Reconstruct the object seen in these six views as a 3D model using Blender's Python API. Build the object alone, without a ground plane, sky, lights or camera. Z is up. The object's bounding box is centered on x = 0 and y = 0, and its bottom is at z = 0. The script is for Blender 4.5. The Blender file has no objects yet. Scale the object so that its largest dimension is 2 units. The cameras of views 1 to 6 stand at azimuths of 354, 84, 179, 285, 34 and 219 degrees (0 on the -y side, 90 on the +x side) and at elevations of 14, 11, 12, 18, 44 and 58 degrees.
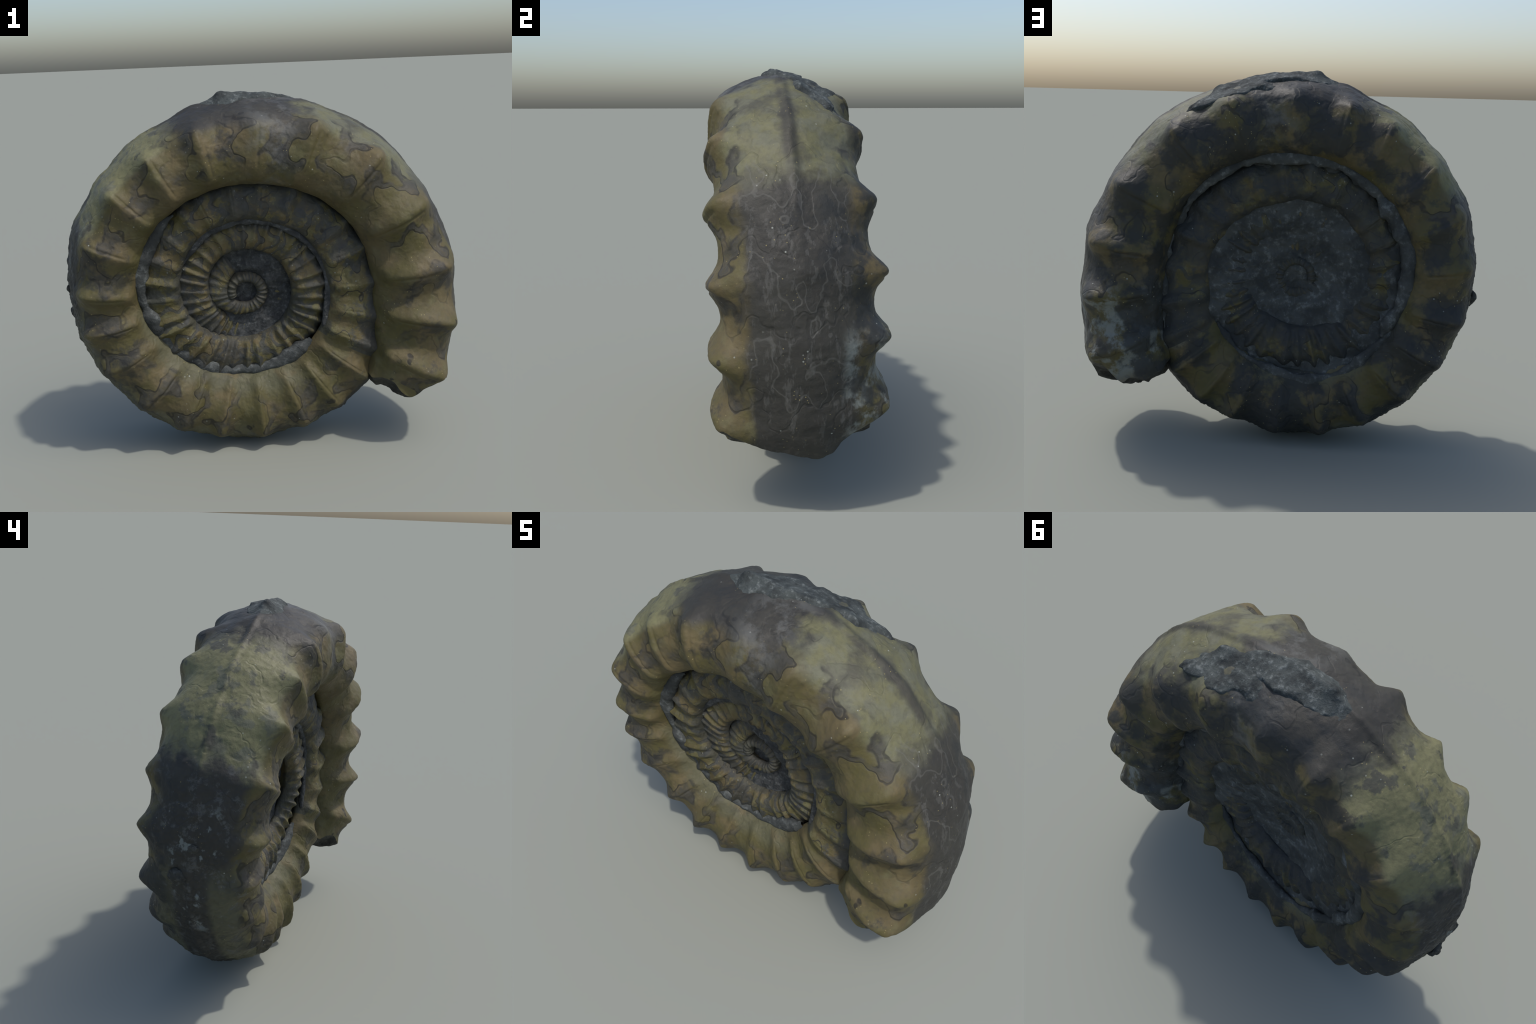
"""Pyritised ammonite fossil standing on its rim.

The shell is one tube swept along a flat spiral (angle A grows inwards from the
broken mouth), with ribs and shoulder tubercles as relief, sediment packed in
the navel on both sides and a crust of rock on top of the venter."""
import bpy, math
import numpy as np

CX, CZ = -0.09, 0.83            # spiral centre in the x-z plane
A0, A1 = -31.0, 1640.0          # mouth end, innermost end (degrees)
OUTER_END = 330.0

# ------------------------------------------------------------------ noise
def _hash(ix, iy, iz, seed):
    h = (ix.astype(np.uint32) * np.uint32(374761393) + iy.astype(np.uint32) * np.uint32(668265263)
         + iz.astype(np.uint32) * np.uint32(2147483647) + np.uint32(seed * 1013904223 & 0xffffffff))
    h = (h ^ (h >> np.uint32(13))) * np.uint32(1274126177)
    h = (h ^ (h >> np.uint32(16))) * np.uint32(2246822519)
    h = h ^ (h >> np.uint32(15))
    return h.astype(np.float64) / 4294967295.0 * 2 - 1

def noise(p, scale, seed=0):
    q = np.asarray(p, float) * scale + 100.0
    i = np.floor(q).astype(np.int64)
    f = q - i
    f = f * f * f * (f * (f * 6 - 15) + 10)
    out = 0
    for dx in (0, 1):
        for dy in (0, 1):
            for dz in (0, 1):
                w = ((f[..., 0] if dx else 1 - f[..., 0]) * (f[..., 1] if dy else 1 - f[..., 1])
                     * (f[..., 2] if dz else 1 - f[..., 2]))
                out = out + w * _hash(i[..., 0] + dx, i[..., 1] + dy, i[..., 2] + dz, seed)
    return out

def fbm(p, scale, octaves=4, seed=0, gain=0.5):
    s, a, out = scale, 1.0, 0
    for o in range(octaves):
        out = out + a * noise(p, s, seed + o * 17)
        s *= 2.03
        a *= gain
    return out

def sstep(a, b, x):
    t = np.clip((x - a) / (b - a), 0, 1)
    return t * t * (3 - 2 * t)

# ------------------------------------------------------------------ spiral tables
GRID = np.arange(A0 - 60, A1 + 60, 0.5)

def table(pts, blur=8.0):
    pts = sorted(pts)
    v = np.interp(GRID, [p[0] for p in pts], [p[1] for p in pts])
    n = max(1, int(blur / 0.5))
    k = np.hanning(2 * n + 3)
    k /= k.sum()
    v = np.convolve(np.pad(v, n + 1, mode='edge'), k, mode='valid')
    return lambda a: np.interp(a, GRID, v)

R_OUT = table([(-40, 1.15), (-25, 1.138), (-11, 1.10), (0, 1.075), (8, 1.066), (18, 1.057), (32, 1.03), (45, 1.018),
               (60, 1.002), (70, .990), (80, .977), (100, .955), (120, .933), (140, .922), (160, .903),
               (180, .882), (190, .876), (200, .868), (210, .856), (220, .848), (230, .845), (240, .837), (260, .818),
               (275, .814), (290, .818), (300, .815), (310, .828), (320, .828), (330, .81), (345, .76), (360, .705),
               (390, .675), (450, .62), (540, .575), (630, .48), (720, .445), (810, .42), (900, .38), (990, .29),
               (1080, .265), (1170, .265), (1260, .215), (1300, .155), (1350, .125), (1440, .116), (1640, .108)])
R_IN = table([(-40, .75), (-20, .68), (-12, .645), (6, .62), (30, .625), (49, .615), (64, .60), (85, .582), (110, .577),
              (150, .575), (172, .555), (197, .505), (214, .48), (230, .46), (250, .435), (276, .42), (318, .42),
              (362, .405), (401, .405), (443, .385), (481, .385), (512, .36), (551, .315), (585, .28), (614, .25),
              (645, .235), (706, .226), (762, .235), (838, .235), (885, .203), (915, .17), (990, .15), (1080, .13),
              (1170, .12), (1260, .085), (1330, .058), (1640, .052)])
# front and back limits of the flanks (between ribs); the coil leans a little out of its plane
Y_FRONT = table([(-40, -.312), (0, -.332), (30, -.340), (55, -.325), (90, -.298), (120, -.275), (150, -.240), (180, -.200),
                 (220, -.166), (260, -.168), (300, -.192), (330, -.205), (360, -.205), (420, -.200), (450, -.192), (490, -.165),
                 (540, -.120), (570, -.100), (600, -.084), (660, -.088), (690, -.108), (720, -.142), (780, -.138), (810, -.122),
                 (870, -.092), (900, -.075), (940, -.04), (990, -.005), (1040, -.005), (1080, -.035), (1130, -.01), (1170, .0),
                 (1210, -.05), (1260, -.060), (1350, -.045), (1440, -.050), (1530, -.066), (1640, -.060)], 12)
Y_BACK = table([(-40, .335), (-10, .315), (10, .305), (30, .288), (55, .278), (90, .260), (120, .268), (150, .296), (180, .314),
                (220, .312), (260, .298), (300, .252), (330, .210), (360, .192), (420, .188), (480, .190), (540, .200), (600, .205), (640, .195),
                (720, .140), (810, .12), (900, .11), (1080, .085), (1260, .092), (1640, .100)], 15)
# the seam on the back side runs a little further out
SEAM_BACK = table([(-40, .03), (60, .03), (110, .02), (150, .0), (180, .0), (200, .012), (240, .055), (260, .065), (280, .05),
                   (308, .035), (340, .025), (400, .0), (1640, .0)], 10)
Y_MID = lambda a: (Y_FRONT(a) + Y_BACK(a)) / 2
HALF = lambda a: (Y_BACK(a) - Y_FRONT(a)) / 2

# rib angles read along the flanks; inside the second turn they follow a rule
RIBS_FRONT = [-25, -8.5, 8.5, 28.5, 48.3, 68.5, 87, 105, 122.5, 138.5, 157, 174.5, 189, 205, 224, 241, 256.5, 273.5,
              291, 306, 322, 335, 349, 365, 382, 397, 411, 426, 441, 456, 472.5, 484.5, 500, 515, 528, 540]
RIBS_BACK = [-20.5, -4, 11.5, 29.5, 51, 69.5, 88, 105, 119.5, 138, 156, 173, 192, 209, 226, 244, 260, 277,
             294, 308, 322, 335, 349, 365, 382, 397, 411, 426, 441, 456, 472.5, 484.5, 500, 515, 528, 540]
step = 12.0
a = 540.0
inner = []
irng = np.random.default_rng(3)
while a < A1:
    a += step * (1 + .14 * irng.standard_normal())
    step = float(np.interp(a, [540, 820, 1050, 1300], [12.0, 9.8, 11.0, 17.0]))
    inner.append(a)
RIBS_FRONT += inner
RIBS_BACK += inner
rng = np.random.default_rng(7)
RIB_GAIN = 1 + 0.15 * rng.standard_normal(len(RIBS_FRONT) + 8)
RIB_GAIN_BACK = np.roll(RIB_GAIN, 5).copy()
RIB_GAIN[6] = 0.35               # the flat rib next to the crust
RIB_GAIN_BACK[:5] = [1.0, 1.0, 1.0, .82, 1.0]

def rib_field(A, ribs):
    """crest height (0..1) and index of the closest rib for each angle"""
    ribs = np.asarray(ribs, float)
    i = np.clip(np.searchsorted(ribs, A), 1, len(ribs) - 1)
    lo, hi = ribs[i - 1], ribs[i]
    near = np.where(A - lo < hi - A, i - 1, i)
    gap = np.gradient(ribs)[near]
    d = (A - ribs[near]) / gap
    dd = np.clip(np.abs(d), 0, .5)
    wave = .5 + .5 * np.cos(2 * np.pi * dd)
    # a rounded swell carrying a narrower crest, steeper towards the mouth
    crest = np.exp(-(dd / np.where(d < 0, .13, .17)) ** 1.7)
    broad = wave ** 1.6
    return crest, broad, near, d

# ------------------------------------------------------------------ cross-section
# (height fraction, half-width fraction) from the middle of the back of the whorl to the venter
SECTION = [(.16, .0), (.10, .25), (.03, .44), (-.02, .56), (.0, .69), (.06, .83), (.17, .945), (.32, 1.0), (.47, .995),
           (.60, .965), (.71, .90), (.80, .80), (.885, .63), (.95, .40), (.988, .18), (1.0, .0)]
DENS = [2, 2, 3, 4, 7, 9, 14, 14, 14, 12, 10, 11, 11, 10, 7]

def catmull(pts, dens):
    P = np.array(pts, float)
    first = P[1] * [1, -1]
    last = P[-2] * [1, -1]
    P = np.vstack([first, P, last])
    out = []
    for k, n in enumerate(dens):
        p0, p1, p2, p3 = P[k:k + 4]
        for s in range(n):
            t = s / n
            out.append(0.5 * ((2 * p1) + (-p0 + p2) * t + (2 * p0 - 5 * p1 + 4 * p2 - p3) * t * t
                              + (-p0 + 3 * p1 - 3 * p2 + p3) * t ** 3))
    out.append(P[-2])
    return np.array(out)

HALFSEC = catmull(SECTION, DENS)
n_half = len(HALFSEC)
# full loop: front side (-y) dorsum -> venter, then back side venter -> dorsum
LOOP = np.vstack([HALFSEC * [1, -1], HALFSEC[-2:0:-1]])
NT = len(LOOP)

def shell_surface(A, rho, eta, detail=True):
    """point on the shell for angle A (deg), height fraction rho, signed width fraction eta"""
    Ro, Ri, ym, hw = R_OUT(A), R_IN(A), Y_MID(A), HALF(A)
    Ri = Ri + SEAM_BACK(A) * sstep(.3, .7, eta)
    H = Ro - Ri
    front = eta < 0
    cf, bf, nf, df = rib_field(A, RIBS_FRONT)
    cb, bb, nb, db = rib_field(A, RIBS_BACK)
    crest = np.where(front, cf, cb)
    broad = np.where(front, bf, bb)
    gain = np.where(front, RIB_GAIN[nf], RIB_GAIN_BACK[nb])
    gain = np.where(A > 330, 0.9 + 1.5 * (gain - 1), gain)
    crest = np.where(A > 330, crest * .25 + broad * .45, crest)
    e = np.abs(eta)
    # rib strength down the flank: low at the seam, highest at the shoulder tubercle
    flank = sstep(-.02, .13, rho) * (0.72 + 0.28 * sstep(.25, .72, rho)) * sstep(.25, .80, e)
    tub = np.exp(-((rho - .755) / .12) ** 2) * sstep(.35, .75, e)
    amp = np.interp(A, [-30, 0, 40, 70, 90, 110, 150, 200, 260, 330, 540, 900, 1250, 1640],
                    [.072, .076, .072, .052, .036, .048, .050, .044, .046, .042, .030, .020, .011, .008])
    side = amp * gain * (flank * (0.24 * crest + 0.46 * broad) + tub * (0.10 * crest + 0.12 * broad))
    # a hairline crease runs along the crest, on the mouth side of the early ribs, behind the later ones
    d = np.where(front, df, db)
    crease = np.exp(-((d - np.interp(A, [150, 175], [-.085, .075])) / .028) ** 2)
    side = side - 0.11 * amp * crease * sstep(.12, .3, rho) * (1 - sstep(.66, .8, rho)) * sstep(.5, .8, e)
    up = amp * gain * tub * (0.05 * crest + 0.10 * broad)
    # hollow between the ribs on the flank
    side = side - np.interp(A, [-30, 40, 70, 330], [.16, .16, .14, .18]) * amp * (flank + .5 * tub) * (1 - broad)
    # faint ribs crossing the venter, faint keel
    ven = sstep(.88, .97, rho)
    up = up + ven * amp * 0.10 * (bf + bb) * 0.5
    up = up + 0.010 * np.exp(-(eta / .06) ** 2) * sstep(.9, .98, rho) * np.interp(A, [-30, 20, 40, 70, 110, 330], [0, .2, 1, .5, 1, .3])
    # the navel wall leans in more steeply near the mouth, and on the front of the lower turn
    lean = np.where(front, np.interp(A, [-30, 25, 60, 170, 210, 310, 335], [.11, .09, .0, .0, .15, .15, .0]),
                    np.interp(A, [-30, 20, 60, 90, 120], [.06, .05, .04, .03, .0]))
    r = Ri + rho * H + up
    # lower second turn: its front flank slopes back towards the outer seam
    lean2 = np.where(front, np.interp(A, [500, 560, 680, 730], [0, .10, .10, 0]), 0) * sstep(.25, .85, rho)
    y = ym + eta * hw * (1 - lean2) * (1 - lean * (1 - sstep(.05, .5, rho))) + np.sign(eta) * side
    an = np.radians(A)
    P = np.stack([CX + r * np.cos(an), y, CZ + r * np.sin(an)], -1)
    if detail:
        # soft lumps and grain, pushed along the section's outward direction
        c = (np.clip(rho, 0, 1) - .5) * 1.2
        n = np.stack([c * np.cos(an), eta, c * np.sin(an)], -1)
        n /= np.linalg.norm(n, axis=-1, keepdims=True) + 1e-9
        soft = np.interp(A, [-30, 330, 700, 1300], [1, 1, .8, .4])
        d = 0.0075 * fbm(P, 6.5, 2, 3) + 0.0022 * fbm(P, 22, 3, 11) + 0.0007 * fbm(P, 90, 2, 29)
        d = d + sstep(335, 380, A) * (0.0035 * fbm(P, 24, 2, 71) + .005 * noise(P, 11, 73))
        # pitted, encrusted left and lower rim
        rough = sstep(135, 190, A) * (1 - sstep(300, 330, A)) * sstep(.8, .93, rho)
        d = d + rough * (0.006 * np.clip(fbm(P, 30, 3, 41), -.3, 1.2) + .0025 * noise(P, 110, 5))
        P = P + n * (d * soft)[..., None]
    return P

def vertex_normals(V, F):
    n = np.zeros_like(V)
    a, b, c, d = (V[F[:, k]] for k in range(4))
    fn = np.cross(c - a, d - b)
    for k in range(4):
        np.add.at(n, F[:, k], fn)
    return n / (np.linalg.norm(n, axis=1, keepdims=True) + 1e-12)

def make_object(name, V, F, N, mat, parent):
    used, inv = np.unique(F, return_inverse=True)
    f = inv.reshape(F.shape).astype(np.int32)
    me = bpy.data.meshes.new(name)
    me.vertices.add(len(used))
    me.vertices.foreach_set('co', V[used].ravel())
    k = F.shape[1]
    me.loops.add(f.size)
    me.loops.foreach_set('vertex_index', f.ravel())
    me.polygons.add(len(f))
    me.polygons.foreach_set('loop_start', np.arange(len(f), dtype=np.int32) * k)
    me.polygons.foreach_set('loop_total', np.full(len(f), k, np.int32))
    me.polygons.foreach_set('use_smooth', np.ones(len(f), bool))
    me.update(calc_edges=True)
    me.validate()
    me.normals_split_custom_set_from_vertices([tuple(v) for v in N[used]])
    me.materials.append(mat)
    ob = bpy.data.objects.new(name, me)
    bpy.context.collection.objects.link(ob)
    ob.parent = parent
    return ob

def grid_faces(rows, cols, close=False):
    i = np.arange(rows - 1)[:, None]
    j = np.arange(cols if close else cols - 1)[None, :]
    j2 = (j + 1) % cols
    return np.stack([i * cols + j, i * cols + j2, (i + 1) * cols + j2, (i + 1) * cols + j], -1).reshape(-1, 4)

# ------------------------------------------------------------------ node helpers
class Nodes:
    def __init__(self, name):
        self.mat = bpy.data.materials.new(name)
        self.mat.use_nodes = True
        self.t = self.mat.node_tree
        self.t.nodes.clear()
        self.x = 0

    def new(self, kind, **kw):
        n = self.t.nodes.new(kind)
        for k, v in kw.items():
            setattr(n, k, v)
        return n

    def put(self, sock, val):
        if isinstance(val, bpy.types.NodeSocket):
            self.t.links.new(val, sock)
        elif val is not None:
            sock.default_value = val

    def math(self, op, a, b=None, c=None, clamp=False):
        n = self.new('ShaderNodeMath', operation=op, use_clamp=clamp)
        for k, v in enumerate((a, b, c)):
            self.put(n.inputs[k], v)
        return n.outputs[0]

    def add(self, a, b): return self.math('ADD', a, b)
    def sub(self, a, b): return self.math('SUBTRACT', a, b)
    def mul(self, a, b): return self.math('MULTIPLY', a, b)
    def mx(self, a, b): return self.math('MAXIMUM', a, b)
    def mn(self, a, b): return self.math('MINIMUM', a, b)

    def step(self, v, lo, hi, to0=0.0, to1=1.0):
        n = self.new('ShaderNodeMapRange', interpolation_type='SMOOTHSTEP')
        if lo > hi:
            lo, hi, to0, to1 = hi, lo, to1, to0
        for k, val in enumerate((v, lo, hi, to0, to1)):
            self.put(n.inputs[k], val)
        return n.outputs[0]

    def band(self, v, a, b, soft):
        return self.mul(self.step(v, a - soft, a + soft), self.step(v, b + soft, b - soft))

    def noise(self, vec, scale, detail=4, rough=.55, dist=0.0):
        n = self.new('ShaderNodeTexNoise')
        self.put(n.inputs['Vector'], vec)
        n.inputs['Scale'].default_value = scale
        n.inputs['Detail'].default_value = detail
        n.inputs['Roughness'].default_value = rough
        n.inputs['Distortion'].default_value = dist
        return n.outputs['Fac']

    def voronoi(self, vec, scale, feature='F1', out='Distance'):
        n = self.new('ShaderNodeTexVoronoi', feature=feature)
        self.put(n.inputs['Vector'], vec)
        n.inputs['Scale'].default_value = scale
        return n.outputs[out]

    def mix(self, fac, a, b):
        n = self.new('ShaderNodeMix', data_type='RGBA')
        self.put(n.inputs['Factor'], fac)
        for sock, v in ((n.inputs[6], a), (n.inputs[7], b)):
            if isinstance(v, tuple):
                v = (*v, 1.0)
            self.put(sock, v)
        return n.outputs[2]

    def curve(self, v, lo, hi, pts, ymin, ymax):
        """piecewise smooth function of v through the control points pts"""
        n = self.new('ShaderNodeFloatCurve')
        c = n.mapping.curves[0]
        ps = [((x - lo) / (hi - lo), (y - ymin) / (ymax - ymin)) for x, y in pts]
        c.points[0].location = ps[0]
        c.points[1].location = ps[-1]
        for p in ps[1:-1]:
            c.points.new(*p)
        n.mapping.use_clip = False
        n.mapping.update()
        u = self.math('DIVIDE', self.sub(v, lo), hi - lo)
        self.put(n.inputs['Value'], u)
        return self.add(self.mul(n.outputs[0], ymax - ymin), ymin)

    def polar(self):
        co = self.new('ShaderNodeTexCoord').outputs['Object']
        s = self.new('ShaderNodeSeparateXYZ')
        self.put(s.inputs[0], co)
        dx = self.sub(s.outputs[0], CX)
        dz = self.sub(s.outputs[2], CZ)
        r = self.math('SQRT', self.add(self.mul(dx, dx), self.mul(dz, dz)))
        ang = self.mul(self.math('ARCTAN2', dz, dx), 180 / math.pi)
        A = self.math('WRAP', ang, 328.0, -32.0)
        return co, s.outputs[1], r, A

    def finish(self, col, rough, height, strength=.4, dist=.01, spec=.4, metal=0.0):
        b = self.new('ShaderNodeBsdfPrincipled')
        self.put(b.inputs['Base Color'], col if not isinstance(col, tuple) else (*col, 1))
        self.put(b.inputs['Roughness'], rough)
        b.inputs['Specular IOR Level'].default_value = spec
        self.put(b.inputs['Metallic'], metal)
        bump = self.new('ShaderNodeBump')
        bump.inputs['Strength'].default_value = strength
        bump.inputs['Distance'].default_value = dist
        self.put(bump.inputs['Height'], height)
        self.put(b.inputs['Normal'], bump.outputs[0])
        o = self.new('ShaderNodeOutputMaterial')
        self.t.links.new(b.outputs[0], o.inputs[0])
        return self.mat

GOLD = (.085, .075, .029)
BRONZE = (.101, .081, .040)
OLIVE = (.135, .132, .070)
SLATE = (.035, .034, .031)
LINE = (.015, .015, .016)
BROWN = (.036, .035, .031)
BLUE = (.085, .105, .105)
CHALK = (.30, .33, .31)

def speckle(m, co, col, scale, keep, bright, size=.22):
    """tiny mineral grains: small Voronoi cells, most of them dropped"""
    v = m.new('ShaderNodeTexVoronoi', feature='F1')
    m.put(v.inputs['Vector'], co)
    v.inputs['Scale'].default_value = scale
    s = m.new('ShaderNodeSeparateColor')
    m.put(s.inputs[0], v.outputs['Color'])
    dot = m.mul(m.step(v.outputs['Distance'], size, size * .5), m.step(s.outputs[0], keep, keep + .02))
    cl = m.noise(co, 5.0, 2)
    dot = m.mul(dot, m.step(cl, .45, .62))
    return m.mix(m.mul(dot, .7), col, bright)

def suture(m, co, A, rho, y, period, warp, lobes):
    """folded septum edges: phase along the coil, wobbled by lobes across the whorl"""
    w = m.noise(co, 6.0, 1)
    big = m.math('SINE', m.add(m.mul(rho, lobes * 6.28), m.mul(y, 22.0)))
    fold = m.noise(co, 13.0, 0)
    frill = m.noise(co, 34.0, 0)
    off = m.add(m.mul(big, warp), m.mul(m.sub(w, .5), warp * 4.0))
    off = m.add(off, m.add(m.mul(m.sub(fold, .5), warp * 4.5), m.mul(m.sub(frill, .5), warp * 1.0)))
    ph = m.math('DIVIDE', m.add(A, off), period)
    return m.math('FRACT', m.add(ph, 40.0))

def whorl_material():
    m = Nodes('pyrite_outer')
    co, y, r, A = m.polar()
    pts = [(a, float(R_OUT(a))) for a in (-32, -15, 0, 20, 45, 70, 100, 140, 180, 220, 260, 300, 328)]
    Ro = m.curve(A, -32, 328, pts, .7, 1.25)
    Ri = m.curve(A, -32, 328, [(a, float(R_IN(a))) for a in (-32, -10, 10, 40, 90, 150, 200, 250, 300, 328)], .35, .75)
    ym = m.curve(A, -32, 328, [(a, float(Y_MID(a))) for a in (-32, 0, 30, 60, 90, 120, 150, 180, 220, 260, 300, 328)], -.1, .15)
    rho = m.math('DIVIDE', m.sub(r, Ri), m.sub(Ro, Ri))
    yy = m.sub(y, ym)
    ay = m.math('ABSOLUTE', yy)
    front = m.step(yy, .03, -.03)
    n1 = m.noise(co, 4.0, 5, .6)
    n2 = m.noise(co, 11.0, 5, .6)
    n3 = m.noise(co, 45.0, 4, .6)
    # flank: gold to bronze
    col = m.mix(m.step(n1, .38, .62), GOLD, BRONZE)
    col = m.mix(m.mul(m.step(n2, .5, .75), .45), col, OLIVE)
    # venter zone
    edge = m.add(ay, m.mul(m.sub(n2, .5), .10))
    ven = m.mul(m.step(edge, .235, .185), m.step(m.add(rho, m.mul(m.sub(n2, .5), .10)), .80, .88))
    wide = m.mul(m.step(edge, .30, .24), m.step(rho, .68, .80))
    An = m.add(A, m.add(m.mul(m.sub(n1, .5), 22.0), m.mul(m.sub(n2, .5), 14.0)))
    olive_A = m.mx(m.band(An, 33, 71, 4), m.band(An, 112, 152, 3))
    dark_A = m.band(An, 73, 110, 3)
    olive = m.mix(m.step(n2, .40, .62), OLIVE, (.130, .132, .090))
    olive = m.mix(m.mul(m.step(n1, .5, .62), .75), olive, (.064, .063, .050))
    brown = m.mix(m.step(n1, .4, .65), BROWN, (.044, .043, .037))
    col = m.mix(m.mul(wide, dark_A), col, brown)
    col = m.mix(ven, col, brown)
    # olive stripes beside the dark middle on the left side
    side_ol = m.mul(m.band(ay, .085, .20, .02), m.band(An, 185, 300, 8))
    col = m.mix(m.mul(side_ol, .8), col, (.105, .103, .062))
    col = m.mix(m.mul(m.mx(wide, ven), olive_A), col, olive)
    # dark keel streak
    keel = m.mul(m.step(m.math('ABSOLUTE', m.add(yy, m.mul(m.sub(n1, .5), .03))), .045, .015),
                 m.mul(m.step(rho, .9, .97), m.band(A, 25, 230, 8)))
    col = m.mix(m.mul(m.mul(keel, m.step(n1, .36, .56)), .75), col, BROWN)
    # chamber walls: slate fields with frilled dark edges
    ph = suture(m, co, A, rho, yy, 18.3, 3.2, 1.6)
    width = m.add(.32, m.mul(m.sub(n1, .5), .9))
    field = m.mul(m.step(ph, .0, .07), m.step(m.sub(ph, width), .16, -.05))
    near0 = m.mn(ph, m.sub(1.0, ph))
    near1 = m.math('ABSOLUTE', m.sub(ph, width))
    line = m.mx(m.step(near0, .055, .012), m.mul(m.step(near1, .09, .015), m.mul(m.step(n2, .40, .5), .6)))
    onflank = m.mul(m.sub(1.0, m.mul(ven, .85)), m.step(m.add(rho, m.mul(m.sub(n2, .5), .3)), .18, .34))
    keep = m.step(m.noise(co, 3.1, 2), .36, .46)
    slate = m.mix(m.step(n3, .35, .65), SLATE, (.056, .054, .047))
    grain = m.step(m.add(m.mul(n2, .6), m.mul(n3, .4)), .36, .56)
    col = m.mix(m.mul(m.mul(field, onflank), m.mul(keep, m.add(.42, m.mul(grain, .45)))), col, slate)
    # near-black film, patchy, strongest on the upper left flank
    blot = m.mul(m.step(m.noise(co, 6.5, 6, .65), .52, .62), m.step(m.noise(co, 2.2, 1), .40, .58))
    col = m.mix(m.mul(m.mul(blot, m.sub(1.0, olive_A)), .72), col, (.030, .031, .030))
    # rusty bronze bloom
    bloom = m.mul(m.step(m.noise(co, 8.0, 3, .5), .56, .68), m.sub(1.0, m.mx(ven, wide)))
    col = m.mix(m.mul(bloom, .55), col, (.135, .106, .052))
    col = m.mix(m.mul(m.mul(line, onflank), m.mul(m.add(m.mul(keep, .6), .3), .85)), col, LINE)
    # pale frill traces on the dark venter near the mouth
    ph2 = suture(m, co, A, m.mul(ay, 6.0), m.mul(yy, .3), 19.0, 5.0, 1.0)
    frill = m.mul(m.step(m.math('ABSOLUTE', m.sub(ph2, .5)), .06, .02), m.mul(ven, m.band(A, -20, 38, 5)))
    col = m.mix(m.mul(frill, .26), col, (.15, .15, .135))
    mp = m.new('ShaderNodeMapping')
    m.put(mp.inputs[0], co)
    mp.inputs['Scale'].default_value = (1, 1, .28)
    streak = m.mul(m.step(m.noise(mp.outputs[0], 26, 4, .7), .54, .62), m.mul(ven, m.band(A, -28, 30, 5)))
    col = m.mix(m.mul(streak, .25), col, (.15, .15, .14))
    # grey rock dust: on the flank below the crust, and on the left rim
    dust = m.mul(m.band(A, 74, 88, 5), m.step(m.noise(co, 9, 5, .7), .44, .62))
    dust = m.mx(dust, m.mul(m.mul(m.band(A, 150, 275, 15), m.step(rho, .72, .85)), m.step(m.noise(co, 13, 6, .75), .53, .64)))
    col = m.mix(m.mul(dust, .5), col, (.125, .13, .125))
    # chalky blue scabs on the back shoulder near the mouth
    scab = m.mul(m.step(yy, .13, .19), m.mul(m.band(A, -30, -2, 3), m.step(m.noise(co, 8, 5, .65), .44, .56)))
    scab = m.mx(scab, m.mul(m.mul(m.step(ay, .16, .10), m.band(A, 165, 205, 5)), m.step(m.noise(co, 14, 5, .6), .57, .64)))
    col = m.mix(m.mul(scab, .75), col, m.mix(n3, BLUE, CHALK))
    # near-black noise patches, on the back flank only
    dark_patch = m.mul(m.step(yy, .05, .14), m.step(m.noise(co, 5.5, 5, .6), .44, .54))
    dark_patch = m.mul(dark_patch, m.sub(1.0, m.mul(m.mul(m.mx(ven, wide), olive_A), .85)))
    col = m.mix(m.mul(dark_patch, .85), col, (.026, .029, .030))
    # brighter, clean-edged olive window on the upper left of the venter, blotched with dark specks
    window = m.mul(m.mul(m.band(An, 117, 147, 2), m.mx(ven, wide)), m.step(n2, .60, .52))
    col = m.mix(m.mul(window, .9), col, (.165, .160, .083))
    col = speckle(m, co, col, 70, .80, (.32, .27, .12))
    col = speckle(m, co, col, 42, .90, (.36, .38, .34), .2)
    # overall mottling
    col = m.mix(m.mul(m.step(n3, .42, .7), .25), col, (.05, .045, .035))
    rough = m.add(.44, m.mul(n2, .25))
    h = m.add(m.mul(n3, .6), m.add(m.mul(n2, .8), m.mul(line, -.35)))
    return m.finish(col, rough, h, .35, .012, .24, 0.0)

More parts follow.
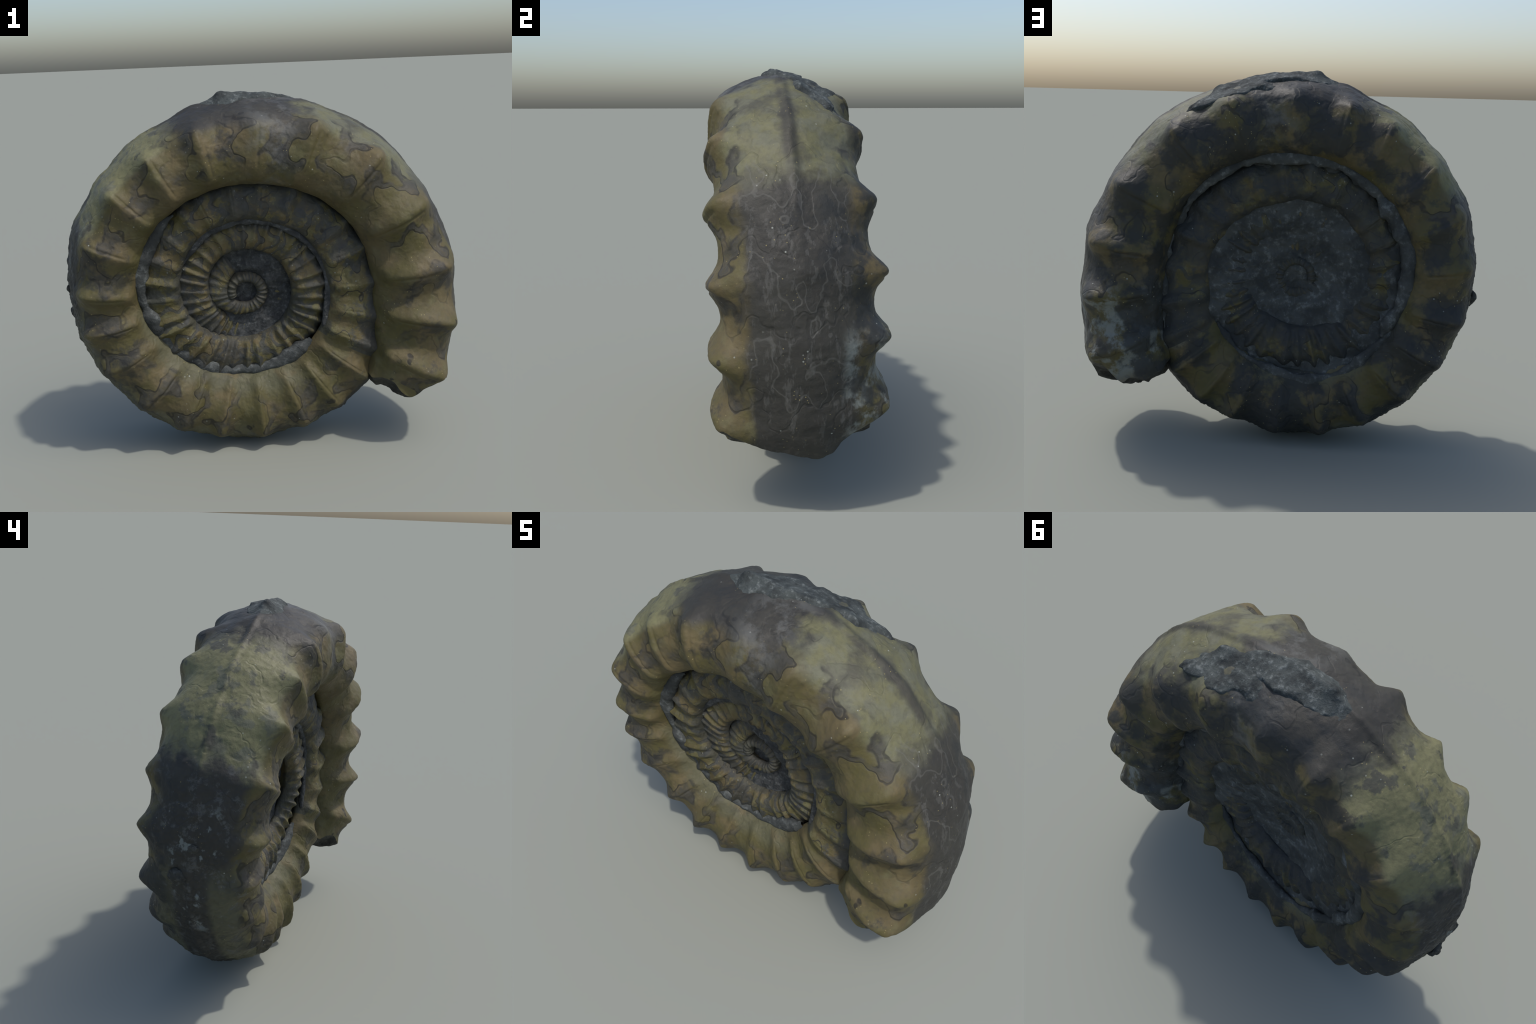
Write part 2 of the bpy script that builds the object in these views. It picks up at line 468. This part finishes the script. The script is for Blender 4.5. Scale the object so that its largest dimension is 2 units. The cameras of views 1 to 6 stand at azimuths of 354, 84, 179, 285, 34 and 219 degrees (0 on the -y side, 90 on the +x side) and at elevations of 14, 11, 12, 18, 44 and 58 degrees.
def inner_material(name, turn):
    """one turn of the inner coil; its visible band lies between two seams"""
    m = Nodes(name)
    co, y, r, A = m.polar()
    angs = [-32, -10, 15, 45, 80, 120, 155, 180, 210, 240, 270, 300, 328]
    lo = m.curve(A, -32, 328, [(a, float(R_IN(a + 360 * turn))) for a in angs], .0, .8)
    hi = m.curve(A, -32, 328, [(a, float(R_IN(a + 360 * (turn - 1)))) for a in angs], .0, .8)
    band = m.math('DIVIDE', m.sub(r, lo), m.sub(hi, lo))
    n1 = m.noise(co, 6.0, 5, .6)
    n2 = m.noise(co, 18.0, 5, .65)
    n3 = m.noise(co, 60.0, 4, .6)
    col = m.mix(m.step(n1, .38, .62), GOLD, BRONZE)
    col = m.mix(m.mul(m.step(n2, .48, .66), .55), col, OLIVE)
    ph = suture(m, co, A, m.mul(r, 4.0), y, 13.0, 3.2, 2.2)
    line = m.mul(m.step(m.mn(ph, m.sub(1.0, ph)), .06, .015), m.step(m.noise(co, 5, 2), .42, .5))
    field = m.mul(m.mul(m.step(ph, .0, .03), m.step(ph, .34, .30)), m.step(m.noise(co, 4.4, 2), .46, .56))
    dark_grey = m.mix(n3, (.024, .026, .026), (.058, .062, .061))
    col = m.mix(m.mul(field, .75), col, dark_grey)
    col = m.mix(m.mul(line, .8), col, LINE)
    # dark grey near both seams of the band, and in scattered noise patches
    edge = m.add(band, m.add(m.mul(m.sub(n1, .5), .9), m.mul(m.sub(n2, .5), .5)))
    seam_grey = m.mx(m.step(edge, .72, .90), m.mul(m.step(edge, .16, .02), .8))
    seam_grey = m.mx(seam_grey, m.mul(m.step(m.noise(co, 7.5, 6, .7), .47, .57), .9))
    col = m.mix(m.mul(seam_grey, .85), col, dark_grey)
    dark_patch = m.mul(m.step(y, .03, .10), m.step(m.noise(co, 5.5, 5, .6), .40, .52))  # darker noise patches, only towards the back side
    col = m.mix(m.mul(dark_patch, .75), col, (.034, .037, .038))
    col = speckle(m, co, col, 70, .8, (.24, .21, .11))
    col = speckle(m, co, col, 50, .86, (.22, .24, .23))
    h = m.add(m.mul(n3, .7), m.mul(n2, .9))
    return m.finish(col, .6, h, .5, .012, .25)

def rock_material(name, dark, mid, light, scale=10.0):
    m = Nodes(name)
    co = m.new('ShaderNodeTexCoord').outputs['Object']
    n1 = m.noise(co, scale, 6, .65)
    n2 = m.noise(co, scale * 4, 5, .65)
    col = m.mix(m.step(n1, .35, .60), dark, mid)
    col = m.mix(m.mul(m.step(n2, .50, .72), m.step(n1, .40, .62)), col, light)
    col = speckle(m, co, col, 60, .82, light)
    h = m.add(m.mul(n1, .5), n2)
    return m.finish(col, .8, h, .6, .012, .25)

# ------------------------------------------------------------------ build
thing = bpy.data.objects.new('ammonite_fossil', None)
bpy.context.collection.objects.link(thing)
thing['label'] = 'coiled ribbed ammonite fossil in dark golden pyrite'
thing['category'] = 'fossil'

M_OUT = whorl_material()
M_IN = [inner_material('pyrite_inner', t) for t in (1, 2, 3)]
M_ROCK = rock_material('grey_rock', (.026, .030, .030), (.062, .072, .070), (.15, .165, .16), 11)
M_SED = rock_material('packed_sediment', (.026, .028, .029), (.055, .058, .058), (.11, .115, .112), 14)
M_BACK = rock_material('pale_sediment', (.034, .037, .036), (.066, .071, .068), (.14, .150, .145), 8)
M_BREAK = rock_material('broken_mouth', (.026, .026, .023), (.055, .055, .047), (.10, .10, .09), 12)

A_rows = np.concatenate([np.arange(A0, OUTER_END, 0.33), np.arange(OUTER_END, 640, 0.55), np.arange(640, 1000, 1.0),
                         np.arange(1000, A1, 1.6)])
AA, TT = np.meshgrid(A_rows, np.arange(NT), indexing='ij')
rho = LOOP[TT, 0]
eta = LOOP[TT, 1]
# the mouth is broken off unevenly: slide the first rows along the coil
mouth_shift = (2.0 * noise(np.stack([rho * 3, eta * 2, rho * 0], -1), 1.6, 77)
               + 1.1 * noise(np.stack([rho, eta, rho * 0], -1), 6.0, 78) - 2.5 * (1 - np.abs(eta)) + 6.5 * sstep(.55, .95, rho) + np.where(eta < 0, 5.0, 7.0) * sstep(.35, .85, np.abs(eta)) * sstep(.5, .8, rho)
               - np.where(eta < 0, 3.5, 1.0) * (1 - sstep(.05, .6, rho)) - 1.0)
AA = AA + mouth_shift * np.exp(-np.clip(AA - A0, 0, None) / 5.0)
V = shell_surface(AA, rho, eta).reshape(-1, 3)
F = grid_faces(len(A_rows), NT, True)
N = vertex_normals(V, F)
row = F[:, 0] // NT
col_ = F[:, 0] % NT
Af = A_rows[row]
sec = LOOP[col_]
_, _, near_f, d_f = rib_field(Af, RIBS_FRONT)
_, _, near_b, d_b = rib_field(Af, RIBS_BACK)
isfront = sec[:, 1] < 0
nearest = np.where(isfront, near_f, near_b + 1000)
dist = np.where(isfront, d_f, d_b)
on_rib = (np.abs(dist) < 0.24) & (sec[:, 0] > .22) & (sec[:, 0] < .90) & (np.abs(sec[:, 1]) > .55) & (Af < 328) & (Af > A0 + 1.5)

bounds = [('outer_whorl', A0 - 1, OUTER_END, M_OUT), ('inner_whorl', OUTER_END, 690, M_IN[0]),
          ('inner_whorl', 690, 1050, M_IN[1]), ('innermost_whorl', 1050, A1 + 5, M_IN[2])]
whorls = []
for name, lo, hi, mat in bounds:
    sel = (Af >= lo) & (Af < hi) & ~on_rib
    whorls.append(make_object(name, V, F[sel], N, mat, thing))
for k in np.unique(nearest[on_rib]):
    make_object('rib', V, F[on_rib & (nearest == k)], N, M_OUT, whorls[0])

# broken mouth: a lumpy dome closing the first ring
ring = V[:NT]
cen = ring.mean(0)
tang = np.array([math.sin(math.radians(A0)), 0, -math.cos(math.radians(A0))])
K = 34
s = np.linspace(0, 1, K)[:, None, None]
base = ring[None] * (1 - s) + cen[None, None] * s
dome = 0.100 * (1 - (1 - s) ** 2.6)
P = base + tang * dome
env = np.sin(np.clip(s, 0, 1) * math.pi / 2) ** .5
P = P + tang * (env * (0.018 * fbm(P, 9, 4, 91) + 0.006 * noise(P, 40, 92))[..., None])
F2 = grid_faces(K, NT, True)[:, ::-1]
P = P.reshape(-1, 3)
make_object('broken_mouth', P, F2, vertex_normals(P, F2), M_BREAK, thing)

# rock crust over the top of the venter and the back shoulder
a = np.linspace(55, 103, 170)
hh = np.linspace(0, 1, 150)
Ag, Hg = np.meshgrid(a, hh, indexing='ij')
idx = np.interp(Hg, [0, 1], [n_half - 1 - 14, n_half - 1 + 46])      # loop index: front of the keel to the back flank
rh = np.interp(idx, np.arange(NT), LOOP[:, 0])
et = np.interp(idx, np.arange(NT), LOOP[:, 1])
P0 = shell_surface(Ag, rh, et, False)
c = (rh - .5) * 1.2
an = np.radians(Ag)
nn = np.stack([c * np.cos(an), et, c * np.sin(an)], -1)
nn /= np.linalg.norm(nn, axis=-1, keepdims=True)
def blob(a0, h0, ra, rh_, ang=0.0):
    u, v = (Ag - a0) / ra, (Hg - h0) / rh_
    return np.sqrt(u * u + v * v)
wob = 0.28 * fbm(P0, 8, 4, 55)
mask = np.minimum.reduce([blob(92, .30, 9, .22), blob(82, .40, 12, .16), blob(70, .60, 12, .28), blob(62, .72, 6, .16)]) + wob
cover = sstep(1.15, .62, mask)
peak = np.exp(-(blob(95, .23, 2.4, .075) ** 2)) + .4 * np.exp(-(blob(90, .25, 3.0, .09) ** 2))
lift = -0.012 + cover * (0.020 + 0.016 * fbm(P0, 7, 4, 61, .45) + 0.0015 * noise(P0, 55, 8)) + peak * 0.024
Pc = (P0 + nn * lift[..., None]).reshape(-1, 3)
Fc = grid_faces(len(a), len(hh))
make_object('rock_crust', Pc, Fc, vertex_normals(Pc, Fc), M_ROCK, thing)

# sediment packed along the seams (a lumpy cord lying in the groove)
def seam_cord(side, a_lo, a_hi, rad, dr, dy, seed, mat, rho0=.02):
    ca = np.arange(a_lo, a_hi, 0.5)
    tt = np.linspace(0, 2 * math.pi, 18, endpoint=False)
    base = shell_surface(ca, np.full_like(ca, rho0), np.full_like(ca, .70 * side), False)
    an = np.radians(ca)
    rdir = np.stack([np.cos(an), 0 * an, np.sin(an)], -1)
    ydir = np.array([0, 1.0, 0]) * side
    taper = sstep(0, 12, ca - a_lo) * sstep(0, 12, a_hi - ca)
    w = rad * (0.25 + 0.75 * taper) * (1 + .6 * noise(base, 7, seed) + .25 * noise(base, 24, seed + 1))
    cen = base + rdir * (dr + .010 * noise(base, 8, seed + 2))[:, None] + ydir * dy
    P = cen[:, None] + w[:, None, None] * (np.cos(tt)[None, :, None] * rdir[:, None] + .75 * np.sin(tt)[None, :, None] * ydir)
    P = P + .004 * fbm(P, 40, 2, seed + 3)[..., None] * rdir[:, None]
    Fk = grid_faces(len(ca), 18, True)
    P = P.reshape(-1, 3)
    if side > 0:
        Fk = Fk[:, ::-1]
    make_object('sediment_seam', P, Fk, vertex_normals(P, Fk), mat, thing)

seam_cord(-1, 128, 322, .034, -.026, -.016, 5, M_BACK)
seam_cord(1, -24, 45, .020, -.020, -.045, 15, M_BACK)
seam_cord(1, 30, 140, .026, -.012, -.005, 16, M_BACK)
seam_cord(1, 128, 212, .036, -.022, .0, 17, M_BACK)
seam_cord(1, 195, 330, .026, -.005, .0, 25, M_BACK)
seam_cord(-1, 300, 520, .016, -.004, -.006, 35, M_SED)

# sediment fill of the navel, front and back: lumpy discs
def navel_fill(side, radius, height, seed, mat):
    rr = np.linspace(0.0005, radius, 110)
    th = np.linspace(-180, 180, 400, endpoint=False)
    R, T = np.meshgrid(rr, th, indexing='ij')
    x = CX + R * np.cos(np.radians(T))
    z = CZ + R * np.sin(np.radians(T))
    Pn = np.stack([x, 0 * x, z], -1)
    y = height(R, T) + side * (.010 * fbm(Pn, 9, 4, seed) + .003 * fbm(Pn, 45, 3, seed + 9))
    P = np.stack([x, y, z], -1).reshape(-1, 3)
    Fk = grid_faces(len(rr), len(th), True)
    if side < 0:
        Fk = Fk[:, ::-1]
    make_object('sediment_fill', P, Fk, vertex_normals(P, Fk), mat, thing)

def around(T, pts):
    """smooth periodic function of the direction T through (degrees, value) pairs"""
    p = sorted(pts)
    xs = [p[-1][0] - 360] + [q[0] for q in p] + [p[0][0] + 360]
    ys = [p[-1][1]] + [q[1] for q in p] + [p[0][1]]
    return np.interp(T, xs, ys)

def front_height(R, T):
    # a gritty hollow below the centre; a higher plug to the upper right
    rim = around(T, [(-150, .0), (-120, -.012), (-90, -.014), (-60, -.018), (-30, -.025), (0, -.03), (30, -.050), (70, -.060), (100, -.04),
                     (140, .02), (180, .02)])
    return -.004 + rim * sstep(.07, .14, R) - .10 * np.clip(R - .16, 0, 1) + .05 * sstep(.24, .30, R)

def back_height(R, T):
    k = around(T, [(-150, .125), (-105, .112), (-70, .082), (-30, .072), (0, .075), (60, .06), (120, .07), (160, .105), (180, .115)])
    return .080 + k * sstep(.02, .42, R) + .03 * sstep(.42, .5, R) * sstep(.09, .13, k)

navel_fill(-1, .30, front_height, 201, M_SED)
navel_fill(1, .60, back_height, 231, M_BACK)

# loose rock knobs stuck on the left rim
def knob(pos, size, seed):
    u = np.linspace(0.02, math.pi - .02, 26)
    v = np.linspace(0, 2 * math.pi, 40, endpoint=False)
    U, W = np.meshgrid(u, v, indexing='ij')
    d = np.stack([np.sin(U) * np.cos(W), np.sin(U) * np.sin(W), np.cos(U)], -1)
    rad = 1 + .22 * fbm(d + seed, 1.6, 3, seed)
    P = (np.array(pos) + d * rad[..., None] * np.array(size)).reshape(-1, 3)
    Fk = grid_faces(len(u), len(v), True)
    make_object('rock_knob', P, Fk, vertex_normals(P, Fk), M_BREAK, thing)

def on_shell(angle, rho_, eta_, sink):
    p = shell_surface(np.array([angle]), np.array([rho_]), np.array([eta_]))[0]
    out = np.array([math.cos(math.radians(angle)), 0, math.sin(math.radians(angle))])
    return p - out * sink

knob(on_shell(185.5, .985, .20, .004), (.030, .042, .036), 3)
knob(on_shell(176, .995, -.05, .004), (.016, .026, .022), 5)
